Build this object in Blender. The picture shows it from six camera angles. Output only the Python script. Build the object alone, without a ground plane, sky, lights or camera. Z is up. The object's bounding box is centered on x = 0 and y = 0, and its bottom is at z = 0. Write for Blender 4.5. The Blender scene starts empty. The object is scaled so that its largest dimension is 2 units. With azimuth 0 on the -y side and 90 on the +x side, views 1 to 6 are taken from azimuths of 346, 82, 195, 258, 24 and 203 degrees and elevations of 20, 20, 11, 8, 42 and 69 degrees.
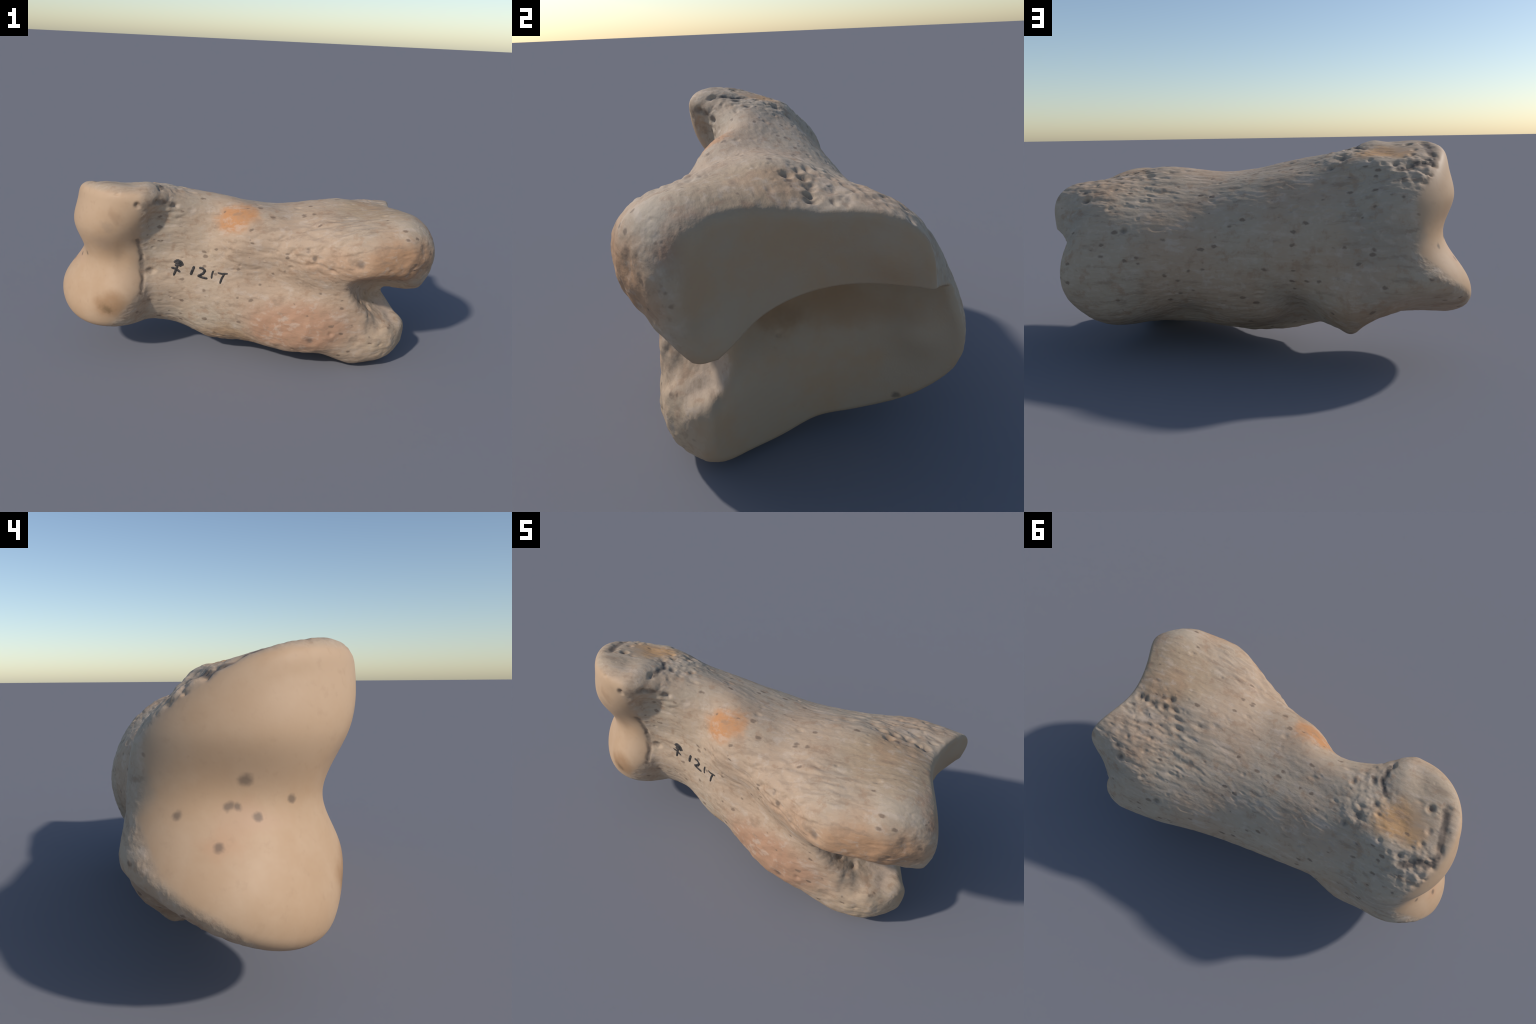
"""A toe bone (first phalanx of a hoofed animal) lying on its side.

The body is a loft through round cross-sections, cut off at one end by the
pulley of the far joint and at the other by the cupped face of the near joint.
A notch parts the two knuckles of the near end.  The resulting implicit solid
is meshed, then fibres, pores and cracks are pressed into the fine mesh.
"""
import bpy, math
import numpy as np

rng = np.random.default_rng(7)

# ------------------------------------------------------------------ the shape
# radii of the cross-sections, counted round the axis from +y towards +z,
# one row per station along x
SECTION_RADII = {
    -1.303: (0.365, 0.341, 0.330, 0.345, 0.373, 0.369, 0.357, 0.338, 0.304, 0.269, 0.239, 0.219, 0.214, 0.228, 0.255, 0.313, 0.342, 0.313, 0.275, 0.312, 0.375, 0.387),
    -1.150: (0.364, 0.341, 0.329, 0.344, 0.375, 0.368, 0.357, 0.338, 0.304, 0.269, 0.238, 0.218, 0.213, 0.227, 0.255, 0.314, 0.345, 0.314, 0.271, 0.311, 0.378, 0.388),
    -0.997: (0.363, 0.342, 0.328, 0.342, 0.380, 0.366, 0.357, 0.339, 0.305, 0.270, 0.238, 0.216, 0.211, 0.225, 0.254, 0.316, 0.349, 0.316, 0.263, 0.309, 0.385, 0.389),
    -0.843: (0.360, 0.343, 0.325, 0.337, 0.389, 0.362, 0.357, 0.341, 0.306, 0.271, 0.238, 0.213, 0.207, 0.223, 0.253, 0.319, 0.357, 0.320, 0.248, 0.306, 0.395, 0.390),
    -0.690: (0.357, 0.345, 0.322, 0.330, 0.402, 0.353, 0.357, 0.346, 0.308, 0.271, 0.237, 0.209, 0.201, 0.220, 0.252, 0.322, 0.367, 0.327, 0.230, 0.305, 0.412, 0.391),
    -0.537: (0.340, 0.353, 0.326, 0.326, 0.425, 0.395, 0.407, 0.565, 0.327, 0.192, 0.163, 0.146, 0.148, 0.209, 0.250, 0.333, 0.395, 0.384, 0.464, 0.526, 0.463, 0.370),
    -0.383: (0.338, 0.346, 0.360, 0.337, 0.359, 0.408, 0.402, 0.434, 0.250, 0.176, 0.174, 0.177, 0.166, 0.202, 0.230, 0.277, 0.384, 0.414, 0.455, 0.422, 0.425, 0.346),
    -0.230: (0.377, 0.353, 0.350, 0.347, 0.370, 0.353, 0.426, 0.347, 0.255, 0.202, 0.190, 0.201, 0.210, 0.243, 0.314, 0.457, 0.470, 0.403, 0.311, 0.299, 0.338, 0.373),
    -0.077: (0.372, 0.373, 0.360, 0.346, 0.358, 0.359, 0.401, 0.358, 0.373, 0.366, 0.295, 0.266, 0.289, 0.346, 0.399, 0.436, 0.478, 0.444, 0.398, 0.405, 0.400, 0.386),
    0.077: (0.388, 0.376, 0.357, 0.356, 0.358, 0.347, 0.346, 0.420, 0.419, 0.358, 0.290, 0.272, 0.312, 0.404, 0.505, 0.473, 0.474, 0.436, 0.424, 0.419, 0.412, 0.401),
    0.230: (0.415, 0.392, 0.372, 0.355, 0.345, 0.347, 0.379, 0.374, 0.392, 0.464, 0.405, 0.331, 0.393, 0.513, 0.567, 0.434, 0.391, 0.399, 0.412, 0.395, 0.404, 0.423),
    0.383: (0.454, 0.452, 0.398, 0.376, 0.370, 0.381, 0.406, 0.426, 0.455, 0.525, 0.485, 0.375, 0.438, 0.559, 0.521, 0.344, 0.340, 0.373, 0.395, 0.395, 0.417, 0.437),
    0.537: (0.487, 0.474, 0.426, 0.400, 0.385, 0.418, 0.447, 0.422, 0.479, 0.613, 0.600, 0.484, 0.422, 0.506, 0.631, 0.484, 0.389, 0.368, 0.372, 0.395, 0.467, 0.488),
    0.690: (0.499, 0.484, 0.488, 0.448, 0.429, 0.401, 0.432, 0.446, 0.542, 0.621, 0.520, 0.432, 0.424, 0.558, 0.573, 0.476, 0.438, 0.370, 0.406, 0.446, 0.525, 0.499),
    0.843: (0.528, 0.476, 0.456, 0.478, 0.438, 0.391, 0.424, 0.481, 0.603, 0.601, 0.468, 0.374, 0.368, 0.447, 0.549, 0.414, 0.376, 0.321, 0.374, 0.402, 0.441, 0.528),
    0.997: (0.371, 0.310, 0.375, 0.462, 0.447, 0.373, 0.348, 0.426, 0.478, 0.437, 0.328, 0.239, 0.187, 0.189, 0.297, 0.358, 0.354, 0.335, 0.325, 0.324, 0.348, 0.397),
    1.150: (0.366, 0.328, 0.395, 0.457, 0.441, 0.376, 0.358, 0.435, 0.460, 0.420, 0.328, 0.242, 0.193, 0.204, 0.277, 0.350, 0.355, 0.337, 0.324, 0.324, 0.350, 0.388),
    1.303: (0.364, 0.334, 0.395, 0.454, 0.439, 0.378, 0.364, 0.439, 0.451, 0.412, 0.329, 0.246, 0.199, 0.211, 0.271, 0.346, 0.355, 0.338, 0.324, 0.325, 0.351, 0.384),
}
# radii of the pulley, one row per angle round the axle, from low to high
PULLEY_RADII = {
    -3.360: (0.187, 0.118, 0.058, 0.063, 0.035, 0.111, 0.341, 0.422, 0.206),
    -2.400: (0.107, 0.098, 0.114, 0.206, 0.073, 0.190, 0.348, 0.369, 0.041),
    -1.440: (0.036, 0.104, 0.222, 0.325, 0.141, 0.313, 0.310, 0.239, -0.068),
    -0.480: (-0.002, 0.187, 0.326, 0.195, 0.198, 0.289, 0.210, 0.236, -0.014),
    0.480: (0.016, 0.194, 0.407, 0.461, 0.151, 0.333, 0.202, 0.360, 0.145),
    1.440: (0.093, 0.212, 0.429, 0.447, 0.436, 0.366, 0.264, 0.399, 0.306),
    2.400: (0.211, 0.246, 0.281, 0.042, 0.200, 0.249, 0.297, 0.413, 0.442),
    3.360: (0.344, 0.263, 0.077, -0.192, -0.055, 0.139, 0.314, 0.432, 0.562),
}
UPPER_CUP = (0.885, 0.022, 0.082, 1.034, 0.351, -0.148, -0.009, 0.143, -0.054, -0.004, -0.009, 0.007, -0.007, 0.007, 0.000)
LOWER_CUP = (0.777, -0.257, 0.041, 0.945, -0.002, -0.385, 0.126, 0.141, 0.063, 0.025, -0.003, 0.009, -0.005, -0.006, -0.010)
UPPER_FLANK = (0.966, -0.165, -0.342, -0.453, -0.207, -0.681, 0.029, -0.012, -0.020, 0.039)
LOWER_FLANK = (0.208, -0.162, 0.194, -0.369, -0.562, 0.571, 0.033, 0.062, -0.029, 0.051)
TROUGH = (0.057, -0.132, -0.114)
NOTCH_CENTRE = (0.824, -0.593, 0.402)
NOTCH_RADII = (0.357, 0.389, 0.155)
NOTCH_TURN = (-0.087, 0.411, 0.015)

BLEND_NEAR, BLEND_SIDE, BLEND_JOIN, BLEND_NOTCH, STEP_WIDTH = 0.03, 0.07, 0.05, 0.05, 0.045
X0, X1 = -1.15, 1.15
PULLEY_X, PULLEY_Y = -0.64, 0.09          # upright axle of the pulley
PULLEY_BACK = -0.53
ARC, Z0, Z1 = 2.4, 0.1, 1.1
SEC = np.array(list(SECTION_RADII.values()))
PULLEY = np.array(list(PULLEY_RADII.values()))
POWERS = [(0, 0), (1, 0), (0, 1), (2, 0), (1, 1), (0, 2), (3, 0), (2, 1), (1, 2), (0, 3),
          (4, 0), (3, 1), (2, 2), (1, 3), (0, 4)]
# height of the crease between the two cups of the near joint, along y
CREASE = np.polyfit([-.22, -.14, -.07, .01, .08, .16, .23, .31, .38],
                    [.47, .52, .555, .58, .598, .607, .608, .604, .598], 3)


def spline(t, n):
    s = np.clip(t, 0, 1) * (n - 3)
    i = np.minimum(np.floor(s).astype(int), n - 4)
    f = s - i
    w = np.stack([(1 - f) ** 3, 3 * f ** 3 - 6 * f ** 2 + 4,
                  -3 * f ** 3 + 3 * f ** 2 + 3 * f + 1, f ** 3], -1) / 6
    return i[..., None] + np.arange(4), w


def spline_round(t, n):
    s = (t % 1) * n
    i = np.floor(s).astype(int)
    f = s - i
    w = np.stack([(1 - f) ** 3, 3 * f ** 3 - 6 * f ** 2 + 4,
                  -3 * f ** 3 + 3 * f ** 2 + 3 * f + 1, f ** 3], -1) / 6
    return (i[..., None] - 1 + np.arange(4)) % n, w


def tensor(C, a, wa, b, wb):
    out = 0
    for i in range(4):
        for j in range(4):
            out = out + wa[..., i] * wb[..., j] * C[a[..., i], b[..., j]]
    return out


def smax(a, b, k):
    h = np.maximum(k - np.abs(a - b), 0) / k
    return np.maximum(a, b) + h * h * k / 4


def sstep(t):
    t = np.clip(t, 0, 1)
    return t * t * (3 - 2 * t)


def cup(c, a, b):
    return sum(k * a ** i * b ** j for k, (i, j) in zip(c, POWERS))


def turn(v):
    v = np.array(v)
    a = np.linalg.norm(v) + 1e-9
    k = v / a
    K = np.array([[0, -k[2], k[1]], [k[2], 0, -k[0]], [-k[1], k[0], 0]])
    return np.eye(3) + math.sin(a) * K + (1 - math.cos(a)) * K @ K


def fields(P):
    x, y, z = P[..., 0], P[..., 1], P[..., 2]
    dy, dz = y - (0.05 - 0.05 * x), z - (0.52 - 0.10 * x)
    rho = np.hypot(dy, dz) + 1e-9
    th = np.arctan2(dz, dy) / (2 * math.pi)
    nx, nt = SEC.shape
    ix, wx = spline((x - X0) / (X1 - X0), nx)
    R = tensor(SEC, ix, wx, *spline_round(th, nt))
    R2 = tensor(SEC, ix, wx, *spline_round(th + 0.01, nt))
    dR = (R2 - R) / (0.01 * 2 * math.pi)
    side = (rho - R) * R / np.sqrt(R * R + dR * dR)
    # the pulley: a body turned round an upright axle, with flat flanks
    ip, wp = spline((np.arctan2(y - PULLEY_Y, PULLEY_X - x) + ARC) / (2 * ARC), PULLEY.shape[0])
    iz, wz = spline((z - Z0) / (Z1 - Z0), PULLEY.shape[1])
    roll = np.hypot(y - PULLEY_Y, x - PULLEY_X) - tensor(PULLEY, ip, wp, iz, wz)
    xe = np.clip(x, -1.05, -0.4) - PULLEY_X
    ye = np.clip(y, -0.4, 0.55) - PULLEY_Y
    flank = smax(z - cup(UPPER_FLANK, xe, ye), cup(LOWER_FLANK, xe, ye) - z, BLEND_SIDE)
    roll = smax(roll, flank, BLEND_SIDE)
    roll = smax(roll, x - PULLEY_BACK, BLEND_JOIN)
    side = smax(side, PULLEY_X - x, BLEND_SIDE)
    # the near joint: two cups, the lower one set back behind a trough
    over = z - np.polyval(CREASE, np.clip(y, -0.24, 0.42))
    s = sstep(over / STEP_WIDTH + 0.8)
    yc = np.clip(y, -0.55, 0.5)
    trough = (TROUGH[0] + TROUGH[1] * yc + TROUGH[2] * yc * yc) * np.exp(-((over + 0.07) / 0.09) ** 2)
    near = x - (s * cup(UPPER_CUP, yc, np.clip(z, 0.3, 1) - 0.72)
                + (1 - s) * (cup(LOWER_CUP, yc, np.clip(z, -0.05, 0.75) - 0.3) - trough))
    q = (P - np.array(NOTCH_CENTRE)) @ turn(NOTCH_TURN)
    rr = np.array(NOTCH_RADII)
    k0 = np.linalg.norm(q / rr, axis=-1) + 1e-9
    k1 = np.linalg.norm(q / rr ** 2, axis=-1) + 1e-9
    notch = k0 * (k0 - 1) / k1
    return side, near, roll, notch


# local swellings (+) and hollows (-): x, y, z, reach, height
SCULPT = [(-.485, -.168, .935, .065, .022),   # brow above the hollow behind the pulley
          (-.473, -.115, .815, .070, -.022),  # that hollow
          (-.050, -.115, .845, .085, .022),   # oval knob on the shaft
          (-.700, .200, .935, .070, .014), (-.660, .280, .890, .060, .010),
          (-.530, -.130, .985, .060, .012), (-.550, .200, .955, .070, -.006),
          (-.600, .130, .965, .060, -.010),
          (.90, -.22, .50, .07, .035), (.76, .02, .41, .11, -.022),   # rims and hollows of the near joint
          (.82, .37, .40, .07, .035), (.94, .24, .70, .07, .022),
          (.50, -.44, .52, .09, -.030), (.68, -.41, .28, .07, -.025),  # notch between the knuckles
          (.29, .30, .19, .12, -.030), (-.11, .27, .22, .09, .030), (-.65, .32, .28, .08, .025),
          (-.486, .315, .165, .045, .020),                            # spur
          (-.30, -.10, .70, .09, .012)]   # shallow pit on the flank


def solid(P):
    side, near, roll, notch = fields(P)
    rim = BLEND_NEAR + 0.10 * sstep((-P[..., 1] - 0.2) / 0.25)
    f = smax(-smax(-side, -roll, BLEND_JOIN), near, rim)
    f = smax(f, -notch, BLEND_NOTCH)
    for x, y, z, reach, height in SCULPT:
        d = ((P[..., 0] - x) ** 2 + (P[..., 1] - y) ** 2 + (P[..., 2] - z) ** 2) / reach ** 2
        f = f - height * np.exp(-d)
    return f


def gradient(P, h=0.004):
    g = np.stack([solid(P + d) - solid(P - d) for d in np.eye(3) * h], -1) / (2 * h)
    return g


def surface_nets(step):
    """Mesh the zero level of solid() with one vertex per crossed cell."""
    lo = np.array([-1.06, -0.60, -0.06])
    hi = np.array([1.06, 0.58, 1.08])
    n = np.ceil((hi - lo) / step).astype(int) + 1
    ax = [lo[i] + step * np.arange(n[i]) for i in range(3)]
    f = np.empty(n, dtype=np.float32)
    for i in range(0, n[0], 16):
        g = np.stack(np.meshgrid(ax[0][i:i + 16], ax[1], ax[2], indexing='ij'), -1)
        f[i:i + 16] = solid(g)
    c = n - 1
    acc = np.zeros((*c, 3), dtype=np.float32)
    cnt = np.zeros(c, dtype=np.float32)
    corner = [(i, j, k) for i in (0, 1) for j in (0, 1) for k in (0, 1)]
    cut = lambda o: f[o[0]:o[0] + c[0], o[1]:o[1] + c[1], o[2]:o[2] + c[2]]
    for a in corner:
        for d in range(3):
            if a[d] == 0:
                b = list(a)
                b[d] = 1
                fa, fb = cut(a), cut(b)
                m = (fa < 0) != (fb < 0)
                t = np.where(m, fa / np.where(m, fa - fb, 1), 0)
                for e in range(3):
                    acc[..., e] += m * (a[e] + (t if e == d else 0))
                cnt += m
    used = cnt > 0
    index = -np.ones(c, dtype=int)
    index[used] = np.arange(used.sum())
    cells = np.argwhere(used)
    verts = lo + step * (cells + acc[used] / cnt[used][:, None])
    quads = []
    for d in range(3):
        u, v = (d + 1) % 3, (d + 2) % 3
        s0 = [slice(1, -1)] * 3
        s1 = [slice(1, -1)] * 3
        s0[d], s1[d] = slice(0, -1), slice(1, None)
        a, b = f[tuple(s0)] < 0, f[tuple(s1)] < 0
        for flip, m in ((False, a & ~b), (True, ~a & b)):
            p = np.argwhere(m) + 1
            p[:, d] -= 1
            eu, ev = np.eye(3, dtype=int)[u], np.eye(3, dtype=int)[v]
            ring = [index[tuple((p - x).T)] for x in (0 * eu, eu, eu + ev, ev)]
            q = np.stack(ring, 1)
            quads.append(q[:, ::-1] if flip else q)
    return verts, np.concatenate(quads)


def project(P, n=2):
    for _ in range(n):
        g = gradient(P)
        P = P - g * (solid(P) / (g * g).sum(-1).clip(0.05))[:, None].clip(-0.02, 0.02)
    return P

# ------------------------------------------------------------- fine relief
LATTICE = rng.permutation(256)
SLOPES = rng.normal(size=(256, 3))
SLOPES /= np.linalg.norm(SLOPES, axis=1)[:, None]


def noise(P):
    """Gradient noise, about -1 to 1."""
    i = np.floor(P).astype(int)
    f = P - i
    u = f * f * f * (f * (f * 6 - 15) + 10)
    out = np.zeros(len(P))
    for a in (0, 1):
        for b in (0, 1):
            for c in (0, 1):
                h = LATTICE[(LATTICE[(LATTICE[(i[:, 0] + a) & 255] + i[:, 1] + b) & 255] + i[:, 2] + c) & 255]
                d = f - (a, b, c)
                w = (u[:, 0] if a else 1 - u[:, 0]) * (u[:, 1] if b else 1 - u[:, 1]) * (u[:, 2] if c else 1 - u[:, 2])
                out += w * (SLOPES[h] * d).sum(1)
    return out * 1.5


def blob(P, centre, reach):
    """1 in the middle of an ellipsoid, fading to 0 at its edge."""
    return 1 - sstep((np.linalg.norm((P - np.array(centre)) / np.array(reach), axis=1) - 0.45) / 0.55)


def line_distance(P, path):
    """Distance to a polyline."""
    best = np.full(len(P), 9.0)
    path = np.array(path)
    for a, b in zip(path[:-1], path[1:]):
        t = np.clip((P - a) @ (b - a) / ((b - a) @ (b - a)), 0, 1)
        best = np.minimum(best, np.linalg.norm(P - a - t[:, None] * (b - a), axis=1))
    return best


def refine(V, Q):
    """Split every quad into four."""
    E = np.sort(np.stack([Q, np.roll(Q, -1, 1)], -1).reshape(-1, 2), 1)
    key, where = np.unique(E[:, 0] * np.int64(len(V)) + E[:, 1], return_inverse=True)
    a, b = key // len(V), key % len(V)
    mid = len(V) + where.reshape(-1, 4)
    cen = len(V) + len(key) + np.arange(len(Q))
    V = np.concatenate([V, (V[a] + V[b]) / 2, V[Q].mean(1)])
    parts = [np.stack([Q[:, k], mid[:, k], cen, mid[:, k - 1]], 1) for k in range(4)]
    return V, np.concatenate(parts)


def joint_skin(P):
    """1 on the polished skin of the pulley, 0 elsewhere."""
    x, y, z = P.T
    edge = -0.575 - 0.40 * np.maximum(0, y + 0.08) \
        - (0.75 + 0.65 * sstep(y / 0.25)) * np.maximum(0, 0.45 + 0.11 * sstep(y / 0.25) - z)
    top = 0.985 - 1.35 * np.maximum(0, y) ** 2 - 0.15 * np.maximum(0, -0.1 - y)
    return sstep((edge - x) / 0.03 + 0.5) * sstep((top - z) / 0.02 + 0.5)


# the crease where the pulley skin ends, and cracks in the bone
CREASE_LINE = [(-.590, -.13, .72), (-.576, -.11, .666), (-.569, -.097, .62), (-.567, -.091, .565),
               (-.567, -.098, .52), (-.567, -.108, .489), (-.572, -.122, .44)]
FLANK_CRACK = [(-.464, -.110, .99), (-.459, -.062, .992), (-.453, -.016, .984), (-.474, .014, .980), (-.496, .034, .978)]
FLANK_RIM = [(-.765, -.005, 1.0), (-.785, .038, .993), (-.791, .086, .980), (-.804, .134, .965),
             (-.817, .181, .946), (-.813, .234, .918), (-.788, .242, .918), (-.754, .240, .921), (-.726, .264, .906), (-.686, .285, .892)]
BROW_CRACK = [(-.589, -.207, .927), (-.54, -.19, .935), (-.487, -.171, .933), (-.45, -.14, .92), (-.396, -.117, .897)]
# single holes: place, radius, depth, stretch along the bone
HOLES = [(.669, .006, .875, .014, .020, 1.4), (.833, .043, .836, .015, .018, 1), (.800, .044, .844, .013, .016, 1),
         (.751, .059, .850, .013, .014, 1.5), (.684, .051, .862, .013, .014, 1.2), (.619, .050, .874, .011, .012, 1.6),
         (.590, .085, .868, .012, .015, 2.2), (.565, .124, .855, .012, .014, 2.0), (.466, .073, .873, .013, .016, 2.6),
         (.399, .036, .876, .010, .008, 2.2), (.785, .260, .816, .009, .007, 1), (.776, .178, .836, .009, .006, 1),
         (.671, .220, .825, .009, .007, 1), (.787, .353, .753, .016, .020, 1), (.818, .313, .784, .013, .012, 1.6),
         (.387, .432, .635, .012, .007, 2), (.545, .452, .629, .015, .014, 1), (.455, .253, .786, .012, .008, 2.5),
         (.063, -.068, .881, .010, .007, 1.4), (.281, -.086, .865, .010, .007, 1.6), (.169, .186, .823, .007, .005, 1.3),
         (-.333, .036, .954, .012, .010, 1), (-.420, -.003, .974, .013, .012, 1), (-.470, .098, .966, .013, .012, 1),
         (-.412, .129, .953, .012, .010, 1), (-.417, .171, .939, .022, .014, 1.4), (-.378, .218, .898, .014, .010, 1.3),
         (-.703, .014, .994, .015, .022, 1), (-.660, .257, .915, .014, .014, 1), (-.736, .111, .972, .012, .010, 1),
         (-.729, .173, .955, .012, .012, 1), (-.551, .234, .933, .011, .008, 1), (-.609, .261, .919, .010, .008, 1),
         (-.639, .316, .863, .011, .008, 1), (-.443, .387, .710, .010, .007, 1.3), (-.391, .380, .718, .010, .007, 1.3),
         (-.041, .374, .691, .009, .005, 1.6), (-.197, .260, .831, .008, .005, 1.3), (-.318, .355, .749, .009, .005, 1),
         (-.521, -.083, .531, .013, .016, 1.5), (-.474, -.111, .815, .010, .008, 1.4), (.192, -.320, .611, .009, .007, 1.6),
         (.585, -.337, .416, .016, .016, 1.4), (.654, -.318, .354, .013, .013, 1), (.657, -.252, .421, .010, .008, 1),
         (.408, -.414, .253, .012, .008, 1), (.301, -.396, .208, .020, .012, 1.4), (.382, -.429, .622, .010, .012, 3.0),
         (.501, -.497, .678, .024, .012, 1.6), (.297, -.384, .680, .013, .008, 2.5), (.264, -.357, .717, .013, .008, 2.5),
         (-.487, -.171, .933, .014, .016, 1.4), (-.395, -.117, .897, .013, .012, 1.4), (-.589, -.208, .928, .012, .012, 1)]
# smooth islands on the rough flank
ISLAND = (-.62, .10, .97)


def relief(P):
    """Height to add along the normal."""
    skin = joint_skin(P)
    side, near, roll, notch = fields(P)
    cups = sstep((near + 0.025) / 0.02)                       # the near joint's cups
    rough = (1 - skin) * (1 - cups)
    h = np.zeros(len(P))
    warp = P + 0.012 * np.stack([noise(P * 14 + k * 7.3) for k in range(3)], 1)
    grain = noise(warp * (16, 46, 46)) + 0.5 * noise(warp * (40, 90, 90))
    h += 0.0016 * grain * rough
    # combed furrows on the upper knuckle and along the shaft below it
    comb = np.maximum(blob(P, (.38, -.34, .74), (.50, .22, .20)), 0.55 * blob(P, (.10, -.25, .66), (.55, .25, .16)))
    comb = np.maximum(comb, 0.45 * blob(P, (.55, .15, .83), (.40, .32, .22)))
    furrow = noise(warp * (6, 30, 30) + 3.1)
    h += comb * rough * (0.010 * furrow - 0.005 * np.maximum(0, furrow) ** 2 + 0.003 * noise(warp * (13, 56, 56)))
    # knuckle ends: soft lumps
    ends = np.maximum(blob(P, (.82, -.42, .62), (.25, .20, .26)), blob(P, (.70, -.34, .22), (.30, .20, .28)))
    h += ends * (1 - cups) * (0.008 * noise(P * 11 + 5) + 0.004 * noise(P * (22, 24, 24)))
    # porous, knobbly bone: lower shaft, top of the near end, the flank of the pulley
    knob = blob(P, (.22, -.34, .24), (.48, .22, .20))
    h += knob * 0.0045 * noise(warp * (17, 22, 22) + 9)
    scar = blob(P, (.70, .22, .80), (.38, .34, .26))
    h += scar * (1 - cups) * 0.004 * noise(warp * (18, 30, 30) + 1.7)
    flank = blob(P, (-.75, .27, .90), (.16, .15, .16)) * (1 - 0.8 * blob(P, ISLAND, (.17, .15, .1)))
    flank = np.maximum(flank, 0.7 * blob(P, (-.42, .08, .96), (.16, .24, .10)))
    h += flank * (1 - skin) * (0.0075 * noise(warp * 25 + 4) + 0.003 * noise(warp * 52))
    hollow = blob(P, (-.47, -.14, .84), (.20, .12, .16))
    h += hollow * (1 - skin) * 0.005 * noise(warp * (14, 40, 40) + 8)
    # rough ledges under the shaft
    under = blob(P, (-.05, .08, .08), (.45, .30, .10))
    h += under * 0.007 * noise(warp * (12, 26, 26) + 6)
    # creases and cracks
    for path, width, depth in ((CREASE_LINE, .012, .009), (FLANK_CRACK, .014, .013), (FLANK_RIM, .022, .011), (BROW_CRACK, .014, .006)):
        near_line = line_distance(P + 0.012 * np.stack([noise(P * 24 + k * 3.7) for k in range(3)], 1), path)
        h -= depth * np.exp(-(near_line / width) ** 2) * np.clip(0.7 + 0.9 * noise(P * 16 + 2), 0, 1.4)
    # holes
    order = np.argsort(P[:, 0])
    sorted_x = P[order, 0]

    def dent(x, y, z, r, depth, stretch):
        a, b = np.searchsorted(sorted_x, (x - 3 * r * stretch, x + 3 * r * stretch))
        k = order[a:b]
        d = (((P[k] - (x, y, z)) / (stretch, 1, 1)) ** 2).sum(1) / r ** 2
        h[k] -= depth * np.exp(-d ** 1.15) - 0.08 * depth * np.exp(-((np.sqrt(d) - 1.7) / 0.5) ** 2)
    for px, py, pz, r, depth, stretch in HOLES:
        dent(px, py, pz, 1.1 * r, 0.72 * depth, stretch)
    # pores strewn over the unpolished bone, thick near the joints
    thick = rough * (0.06 + 1.0 * scar + 1.0 * flank + 0.5 * blob(P, (-.45, .3, .75), (.35, .3, .35))) * np.where(P[:, 1] < -.1, .35, 1)
    pick = rng.choice(len(P), 620, replace=False, p=thick / thick.sum())
    for k, s in zip(pick, rng.random((len(pick), 3))):
        r = 0.004 + 0.0055 * s[0] ** 2
        dent(*P[k], r, r * (0.22 + 0.30 * s[1]), 1 + 1.6 * s[2])
    return h


verts, quads = surface_nets(0.0088)
verts, quads = refine(project(verts), quads)
verts = project(verts, 2)
normals = gradient(verts)
normals /= np.linalg.norm(normals, axis=1)[:, None]
verts = verts + normals * relief(verts)[:, None]
verts[:, 2] = np.maximum(verts[:, 2], 0.0)

# ------------------------------------------------------------- material


class Graph:
    """Small helper to write node trees as expressions."""

    def __init__(self, tree):
        self.tree = tree

    def node(self, kind, **inputs):
        n = self.tree.nodes.new(kind)
        for name, v in inputs.items():
            self.feed(n.inputs[name.replace('_', ' ')], v)
        return n

    def feed(self, socket, v):
        if isinstance(v, bpy.types.NodeSocket):
            self.tree.links.new(v, socket)
        elif v is not None:
            socket.default_value = v

    def math(self, op, a, b=0.0, c=None, clamp=False):
        n = self.tree.nodes.new('ShaderNodeMath')
        n.operation, n.use_clamp = op, clamp
        for s, v in zip(n.inputs, (a, b, c)):
            self.feed(s, v)
        return n.outputs[0]

    def vec(self, op, a, b=(0, 0, 0), scale=None):
        n = self.tree.nodes.new('ShaderNodeVectorMath')
        n.operation = op
        self.feed(n.inputs[0], a)
        if op == 'SCALE':
            self.feed(n.inputs['Scale'], scale)
        else:
            self.feed(n.inputs[1], b)
        return n.outputs['Value' if op in ('LENGTH', 'DISTANCE', 'DOT_PRODUCT') else 'Vector']

    def ramp(self, v, lo, hi, a=0.0, b=1.0):
        n = self.tree.nodes.new('ShaderNodeMapRange')
        n.interpolation_type = 'SMOOTHSTEP'
        for s, x in zip(n.inputs, (v, lo, hi, a, b)):
            self.feed(s, x)
        return n.outputs[0]

    def noise(self, p, scale, detail=3.0, rough=0.55, what=0):
        n = self.node('ShaderNodeTexNoise', Vector=p, Scale=scale, Detail=detail, Roughness=rough)
        return n.outputs[what]

    def mix(self, fac, a, b, blend='MIX'):
        n = self.tree.nodes.new('ShaderNodeMix')
        n.data_type, n.blend_type = 'RGBA', blend
        self.feed(n.inputs[0], fac)
        for s, v in ((n.inputs[6], a), (n.inputs[7], b)):
            self.feed(s, (*v, 1) if isinstance(v, tuple) else v)
        return n.outputs[2]

    def blob(self, p, centre, reach, soft=0.55):
        d = self.vec('LENGTH', self.vec('DIVIDE', self.vec('SUBTRACT', p, centre), reach))
        return self.ramp(d, 1.0, 1.0 - soft)


GREY, TAN, PEACH = (.45, .352, .256), (.455, .325, .222), (.52, .352, .224)
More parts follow.
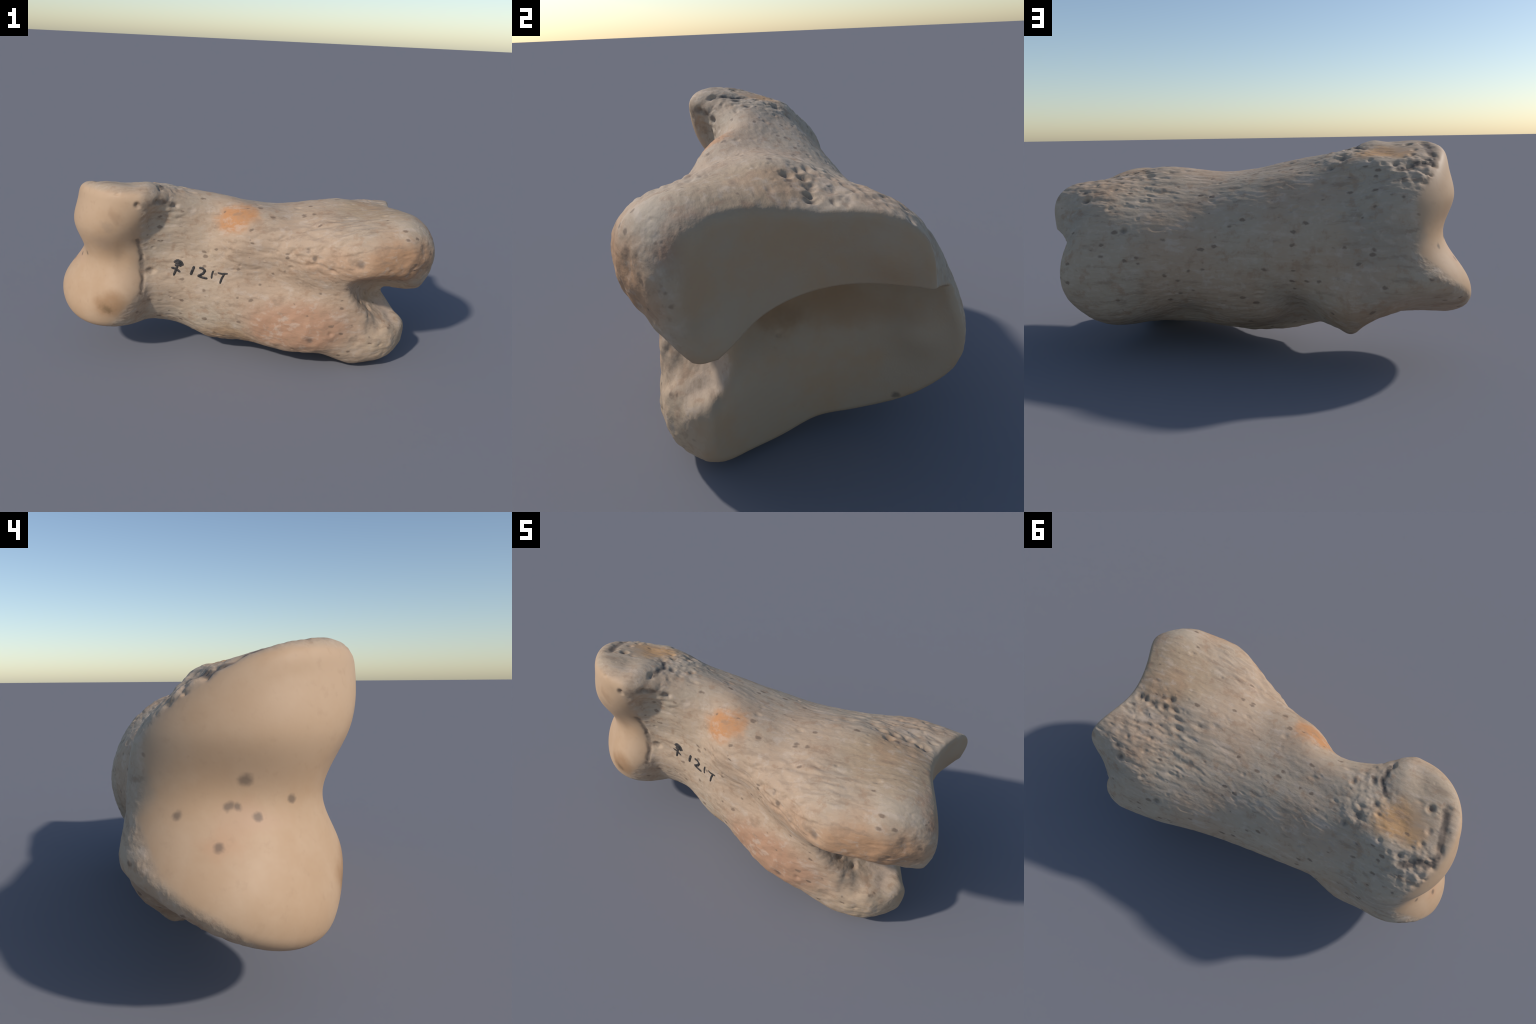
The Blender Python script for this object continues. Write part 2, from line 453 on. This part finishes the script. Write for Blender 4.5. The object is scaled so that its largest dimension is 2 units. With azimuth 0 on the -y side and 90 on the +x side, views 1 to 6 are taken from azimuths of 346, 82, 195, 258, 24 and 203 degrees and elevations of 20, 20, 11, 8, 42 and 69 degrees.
# patches of colour: middle, reach, tint, strength
PATCHES = [
    ((.10, -.36, .55), (.85, .34, .50), (.465, .322, .218), .85),      # warm inscribed side
    ((-.33, -.12, .62), (.26, .12, .26), (.50, .372, .262), .70),      # pale around the number
    ((.22, -.36, .27), (.46, .24, .20), (.41, .225, .135), .90),       # pink lower shaft
    ((-.13, -.18, .13), (.30, .20, .12), (.47, .275, .140), .60),      # rust along the lower edge
    ((.72, -.42, .66), (.36, .26, .19), (.47, .265, .145), .95),      # upper knuckle
    ((.36, -.42, .64), (.30, .14, .10), (.47, .290, .180), .60),
    ((.74, -.14, .86), (.34, .26, .12), (.405, .285, .178), .85),      # olive top of the near end
    ((.72, -.05, .85), (.16, .16, .06), (.45, .270, .150), .45),
    ((.93, -.27, .77), (.10, .14, .12), (.33, .160, .090), .90),       # red-brown rim
    ((-.055, -.135, .825), (.165, .13, .105), (.50, .240, .105), 1.0), # orange knob
    ((.00, -.16, .80), (.08, .07, .06), (.40, .195, .095), .55),
    ((.74, -.30, .14), (.22, .22, .17), (.53, .375, .240), .70),       # pale lower knuckle
    ((.78, -.26, .32), (.10, .12, .10), (.52, .385, .285), .70),
    ((-.60, .12, .97), (.19, .14, .09), (.49, .285, .135), 1.0),       # orange pit in the flank
    ((-.68, -.04, 1.0), (.20, .17, .07), (.43, .325, .225), .80),      # smooth flank
    ((-.55, .38, .25), (.30, .20, .12), (.40, .250, .150), .55),       # spur
    ((-.60, .40, .60), (.20, .12, .20), (.345, .288, .230), .55),      # blue-grey neck
    ((-.60, .40, .36), (.12, .12, .14), (.36, .292, .225), .45),
    ((.86, .38, .62), (.16, .14, .16), (.36, .300, .235), .50),        # grey by the near rim
]
SKIN_PATCHES = [
    ((-.74, -.14, .366), (.13, .09, .11), (.36, .205, .105), .85),     # brown spot on the lower roll
    ((-.745, -.135, .35), (.05, .06, .05), (.20, .125, .065), .75),
    ((-.69, -.19, .87), (.05, .05, .07), (.38, .240, .145), .60),
    ((-.735, -.17, .80), (.05, .05, .05), (.40, .275, .180), .60),
    ((-.78, -.11, .71), (.10, .08, .07), (.40, .270, .180), .55),
    ((-.92, .22, .51), (.08, .09, .06), (.50, .285, .165), .55),
    ((-.87, .14, .56), (.10, .14, .06), (.50, .305, .195), .50),
    ((-.75, .41, .63), (.08, .08, .09), (.36, .280, .205), .60),
    ((-.86, .10, .78), (.25, .30, .20), (.485, .325, .205), .50),
]
CUP_PATCHES = [
    ((.76, .10, .48), (.25, .40, .10), (.38, .235, .130), .75),        # brown trough
    ((.74, -.03, .47), (.08, .12, .07), (.28, .165, .085), .60),
    ((.90, -.30, .55), (.10, .12, .08), (.36, .275, .195), .50),
]
# dirt in holes: place and radius
DIRT = [(x, y, z, r * (1.15 if r < .02 else 1.0)) for x, y, z, r, depth, s in HOLES if r >= .0125]
SPOTS = [(-.88, .157, .661, .020), (-.874, .198, .594, .014), (-.875, .178, .594, .013), (-.88, .128, .566, .013),
         (-.854, .322, .575, .014), (-.924, .232, .507, .014), (-.850, .032, .603, .012), (.779, .316, .165, .014),
         (.825, .36, .60, .02)]


def spot_group():
    g = bpy.data.node_groups.new('dirt_spot', 'ShaderNodeTree')
    for name, kind in (('Place', 'NodeSocketVector'), ('Middle', 'NodeSocketVector'), ('Radius', 'NodeSocketFloat')):
        g.interface.new_socket(name, in_out='INPUT', socket_type=kind)
    g.interface.new_socket('Amount', in_out='OUTPUT', socket_type='NodeSocketFloat')
    i, o = g.nodes.new('NodeGroupInput'), g.nodes.new('NodeGroupOutput')
    G = Graph(g)
    d = G.math('DIVIDE', G.vec('DISTANCE', i.outputs[0], i.outputs[1]), i.outputs[2])
    g.links.new(G.ramp(d, 1.35, 0.35), o.inputs[0])
    return g


def bone_material():
    mat = bpy.data.materials.new('weathered_bone')
    mat.use_nodes = True
    G = Graph(mat.node_tree)
    shader = mat.node_tree.nodes['Principled BSDF']
    P = G.node('ShaderNodeTexCoord').outputs['Object']
    jitter = G.vec('SUBTRACT', G.noise(P, 9.0, 4.0, .6, 1), (.5, .5, .5))
    W = G.vec('ADD', P, G.vec('SCALE', jitter, scale=.14))
    fine = G.vec('SUBTRACT', G.noise(P, 38.0, 2.0, .5, 1), (.5, .5, .5))
    S = G.vec('ADD', P, G.vec('SCALE', fine, scale=.018))
    sep = G.node('ShaderNodeSeparateXYZ', Vector=P).outputs
    x, y, z = sep[0], sep[1], sep[2]

    # unpolished bone
    col = G.mix(G.ramp(G.noise(P, 2.6, 3.0), .38, .62), GREY, TAN)
    for centre, reach, tint, strength in PATCHES:
        col = G.mix(G.math('MULTIPLY', G.blob(W, centre, reach, .6), strength), col, tint)
    along = G.vec('MULTIPLY', S, (5.0, 26.0, 26.0))
    streak = G.noise(along, 1.0, 3.0, .6)
    col = G.mix(G.ramp(streak, .54, .72, 0, .55), col, (.27, .185, .125))
    col = G.mix(G.ramp(streak, .46, .30, 0, .40), col, (.56, .44, .345))
    mottle = G.noise(P, 17.0, 4.0, .65)
    col = G.mix(G.ramp(mottle, .52, .70, 0, .60), col, (.36, .225, .14))
    col = G.mix(G.ramp(mottle, .46, .30, 0, .45), col, (.53, .42, .33))
    # brown specks, longer along the bone
    cells = G.node('ShaderNodeTexVoronoi', Vector=G.vec('MULTIPLY', S, (17.0, 30.0, 30.0)), Scale=1.0)
    chance = G.node('ShaderNodeSeparateColor', Color=cells.outputs['Color']).outputs
    size = G.ramp(chance[0], .62, 1.0, .02, .34)
    speck = G.math('SUBTRACT', size, cells.outputs['Distance'])
    speck = G.ramp(speck, -.02, .16, 0, .72)
    col = G.mix(speck, col, (.17, .115, .080))

    # polished pulley skin
    skin_col = G.mix(G.ramp(G.noise(P, 6.0, 4.0, .6), .35, .68), PEACH, (.485, .315, .190))
    for centre, reach, tint, strength in SKIN_PATCHES:
        skin_col = G.mix(G.math('MULTIPLY', G.blob(W, centre, reach, .8), strength), skin_col, tint)
    skin_col = G.mix(G.ramp(G.noise(P, 30.0, 3.0, .6), .55, .78, 0, .30), skin_col, (.40, .255, .155))
    fwd = G.ramp(y, 0.0, 0.25)
    edge = G.math('MULTIPLY_ADD', G.math('MAXIMUM', G.math('ADD', y, .08), 0.0), -.40, -.575)
    drop = G.math('MAXIMUM', G.math('SUBTRACT', G.math('MULTIPLY_ADD', fwd, .11, .45), z), 0.0)
    edge = G.math('SUBTRACT', edge, G.math('MULTIPLY', drop, G.math('MULTIPLY_ADD', fwd, .65, .75)))
    ypos = G.math('MAXIMUM', y, 0.0)
    top = G.math('MULTIPLY_ADD', G.math('MULTIPLY', ypos, ypos), -1.35, .985)
    wob = G.math('MULTIPLY', G.math('SUBTRACT', G.noise(P, 14.0, 3.0), .5), .05)
    skin = G.math('MULTIPLY', G.ramp(G.math('ADD', G.math('SUBTRACT', edge, x), wob), -.02, .03),
                  G.ramp(G.math('SUBTRACT', top, z), -.012, .012))
    col = G.mix(skin, col, skin_col)

    # the two cups of the near joint face along +x
    cup_col = G.mix(G.ramp(G.noise(P, 5.0, 4.0, .6), .38, .66), (.425, .315, .215), (.44, .295, .180))
    for centre, reach, tint, strength in CUP_PATCHES:
        cup_col = G.mix(G.math('MULTIPLY', G.blob(W, centre, reach, .8), strength), cup_col, tint)
    nx = G.node('ShaderNodeSeparateXYZ', Vector=G.node('ShaderNodeNewGeometry').outputs['True Normal']).outputs[0]
    cups = G.math('MULTIPLY', G.ramp(nx, .45, .72), G.math('MULTIPLY', G.ramp(x, .60, .66), G.ramp(y, -.38, -.28)))
    col = G.mix(cups, col, cup_col)

    # dirt in the holes, along the creases, and dark spots on the skin
    group = spot_group()
    dirt = 0.0
    for sx, sy, sz, r in DIRT + SPOTS:
        n = mat.node_tree.nodes.new('ShaderNodeGroup')
        n.node_tree = group
        G.feed(n.inputs[0], S)
        n.inputs[1].default_value, n.inputs[2].default_value = (sx, sy, sz), r
        dirt = G.math('MAXIMUM', n.outputs[0], dirt)
    dirt = G.math('MULTIPLY', dirt, .62)
    for path, width, strength in ((CREASE_LINE, .017, .60), (FLANK_CRACK, .020, .85), (FLANK_RIM, .024, .75), (BROW_CRACK, .022, .45)):
        for a, b in zip(path[:-1], path[1:]):
            ab = tuple(q - p for p, q in zip(a, b))
            pa = G.vec('SUBTRACT', S, a)
            t = G.math('DIVIDE', G.vec('DOT_PRODUCT', pa, ab), sum(q * q for q in ab), clamp=True)
            d = G.vec('LENGTH', G.vec('SUBTRACT', pa, G.vec('SCALE', ab, scale=t)))
            dirt = G.math('MAXIMUM', dirt, G.ramp(d, width, .25 * width, 0, strength))
    col = G.mix(dirt, col, (.085, .068, .058))

    G.feed(shader.inputs['Base Color'], col)
    G.feed(shader.inputs['Roughness'], G.ramp(skin, 0, 1, .72, .55))
    shader.inputs['Specular IOR Level'].default_value = .28
    grain = G.math('ADD', G.noise(G.vec('MULTIPLY', P, (60, 150, 150)), 1.0, 3.0), G.math('MULTIPLY', G.noise(P, 90.0, 2.0), .6))
    bump = G.node('ShaderNodeBump', Height=grain, Distance=.003)
    G.feed(bump.inputs['Strength'], G.ramp(skin, 0, 1, .30, .05))
    G.feed(shader.inputs['Normal'], bump.outputs[0])
    return mat


def ink_material():
    mat = bpy.data.materials.new('black_ink')
    mat.use_nodes = True
    G = Graph(mat.node_tree)
    shader = mat.node_tree.nodes['Principled BSDF']
    P = G.node('ShaderNodeTexCoord').outputs['Object']
    G.feed(shader.inputs['Base Color'], G.mix(G.ramp(G.noise(P, 45.0, 3.0), .35, .7), (.018, .017, .017), (.075, .060, .052)))
    shader.inputs['Roughness'].default_value = .7
    return mat


# ------------------------------------------------------------- the parts
bone_mat, ink_mat = bone_material(), ink_material()
bone = bpy.data.objects.new('toe_bone', None)
bpy.context.scene.collection.objects.link(bone)
bone['label'] = 'pale weathered toe bone with a pulley joint and inked number'
bone['category'] = 'animal bone'

whole = bpy.data.meshes.new('whole')
whole.from_pydata(verts.tolist(), [], quads.tolist())
whole.polygons.foreach_set('use_smooth', np.ones(len(quads), dtype=bool))
vn = np.empty(len(verts) * 3, dtype=np.float32)
whole.vertices.foreach_get('normal', vn)
vn = vn.reshape(-1, 3)
bpy.data.meshes.remove(whole)

mid = verts[quads].mean(1)
side, near, roll, notch = fields(mid)
kind = np.zeros(len(quads), dtype=int)
kind[(mid[:, 0] > 0.52) & (mid[:, 1] < -0.12) & (mid[:, 2] > 0.46)] = 3
kind[(mid[:, 0] > 0.45) & (mid[:, 1] < -0.12) & (mid[:, 2] <= 0.46)] = 4
kind[near > -0.02] = 2
kind[joint_skin(mid) > 0.5] = 1
for k, name in enumerate(('shaft', 'pulley_joint', 'joint_socket', 'upper_knuckle', 'lower_knuckle')):
    faces = quads[kind == k]
    used, local = np.unique(faces, return_inverse=True)
    me = bpy.data.meshes.new(name)
    me.from_pydata(verts[used].tolist(), [], local.reshape(-1, 4).tolist())
    me.polygons.foreach_set('use_smooth', np.ones(len(faces), dtype=bool))
    me.normals_split_custom_set_from_vertices(vn[used])
    me.materials.append(bone_mat)
    ob = bpy.data.objects.new(name, me)
    ob.parent = bone
    bpy.context.scene.collection.objects.link(ob)

# ------------------------------------------------------------- the number
# pen strokes on the shaft, as (along the bone, height)
STROKES = [
    ('inked_sign', .0056, [[(-.4000, .5800), (-.3796, .5934), (-.3609, .5846), (-.3506, .5639)],
                           [(-.3937, .5770), (-.3735, .5820), (-.3569, .5605)],
                           [(-.3945, .5635), (-.3757, .5710), (-.3611, .5580)],
                           [(-.4132, .5504), (-.3880, .5431), (-.3656, .5241)],
                           [(-.3756, .5841), (-.3840, .5499), (-.4005, .5019)]]),
    ('inked_digit', .0062, [[(-.2921, .5635), (-.3016, .5391), (-.3111, .5114)]]),
    ('inked_digit', .0056, [[(-.2672, .5563), (-.2505, .5551), (-.2361, .5425), (-.2463, .5245),
                             (-.2722, .5096), (-.2523, .5024), (-.2233, .4985)]]),
    ('inked_digit', .0040, [[(-.1941, .5470), (-.2011, .5245), (-.2030, .5010)]]),
    ('inked_digit', .0046, [[(-.1721, .5382), (-.1508, .5343), (-.1204, .5391)],
                            [(-.1378, .5358), (-.1511, .5085), (-.1602, .4786)]]),
]
from mathutils.bvhtree import BVHTree
from mathutils import Vector
tree = BVHTree.FromPolygons(verts[quads[kind == 0]].reshape(-1, 3).tolist(),
                            np.arange(4 * (kind == 0).sum()).reshape(-1, 4).tolist())


def on_surface(x, z, lift):
    hit, n, *_ = tree.ray_cast(Vector((x, -1.2, z)), Vector((0, 1, 0)))
    return np.array(hit + n * lift) if n.y < 0 else np.array(hit - n * lift)


for name, half, strokes in STROKES:
    V, Q = [], []
    for path in strokes:
        path = np.array(path)
        # round the corners and step along the line
        t = np.linspace(0, len(path) - 1, 10 * (len(path) - 1) + 1)
        line = np.stack([np.interp(t, np.arange(len(path)), path[:, c]) for c in (0, 1)], 1)
        for _ in range(3):
            line[1:-1] = (line[:-2] + 2 * line[1:-1] + line[2:]) / 4
        d = np.gradient(line, axis=0)
        d /= np.linalg.norm(d, axis=1)[:, None]
        across = np.stack([-d[:, 1], d[:, 0]], 1)
        for i, (p, a) in enumerate(zip(line, across)):
            e = min(i, len(line) - 1 - i) / 3
            w = 1.35 * half * (0.55 + 0.45 * min(1, e)) * (1 + 0.12 * math.sin(i * 1.9 + half * 900))
            for s, lift in ((-1, -.002), (-.85, .0009), (0, .0014), (.85, .0009), (1, -.002)):
                q = p + a * s * w
                V.append(on_surface(q[0], q[1], lift))
            if i:
                b = len(V) - 5
                Q += [(b + j, b + j + 1, b + j - 4, b + j - 5) for j in range(4)]
    me = bpy.data.meshes.new(name)
    me.from_pydata([tuple(v) for v in V], [], Q)
    me.polygons.foreach_set('use_smooth', np.ones(len(Q), dtype=bool))
    me.materials.append(ink_mat)
    ob = bpy.data.objects.new(name, me)
    ob.parent = bone
    bpy.context.scene.collection.objects.link(ob)
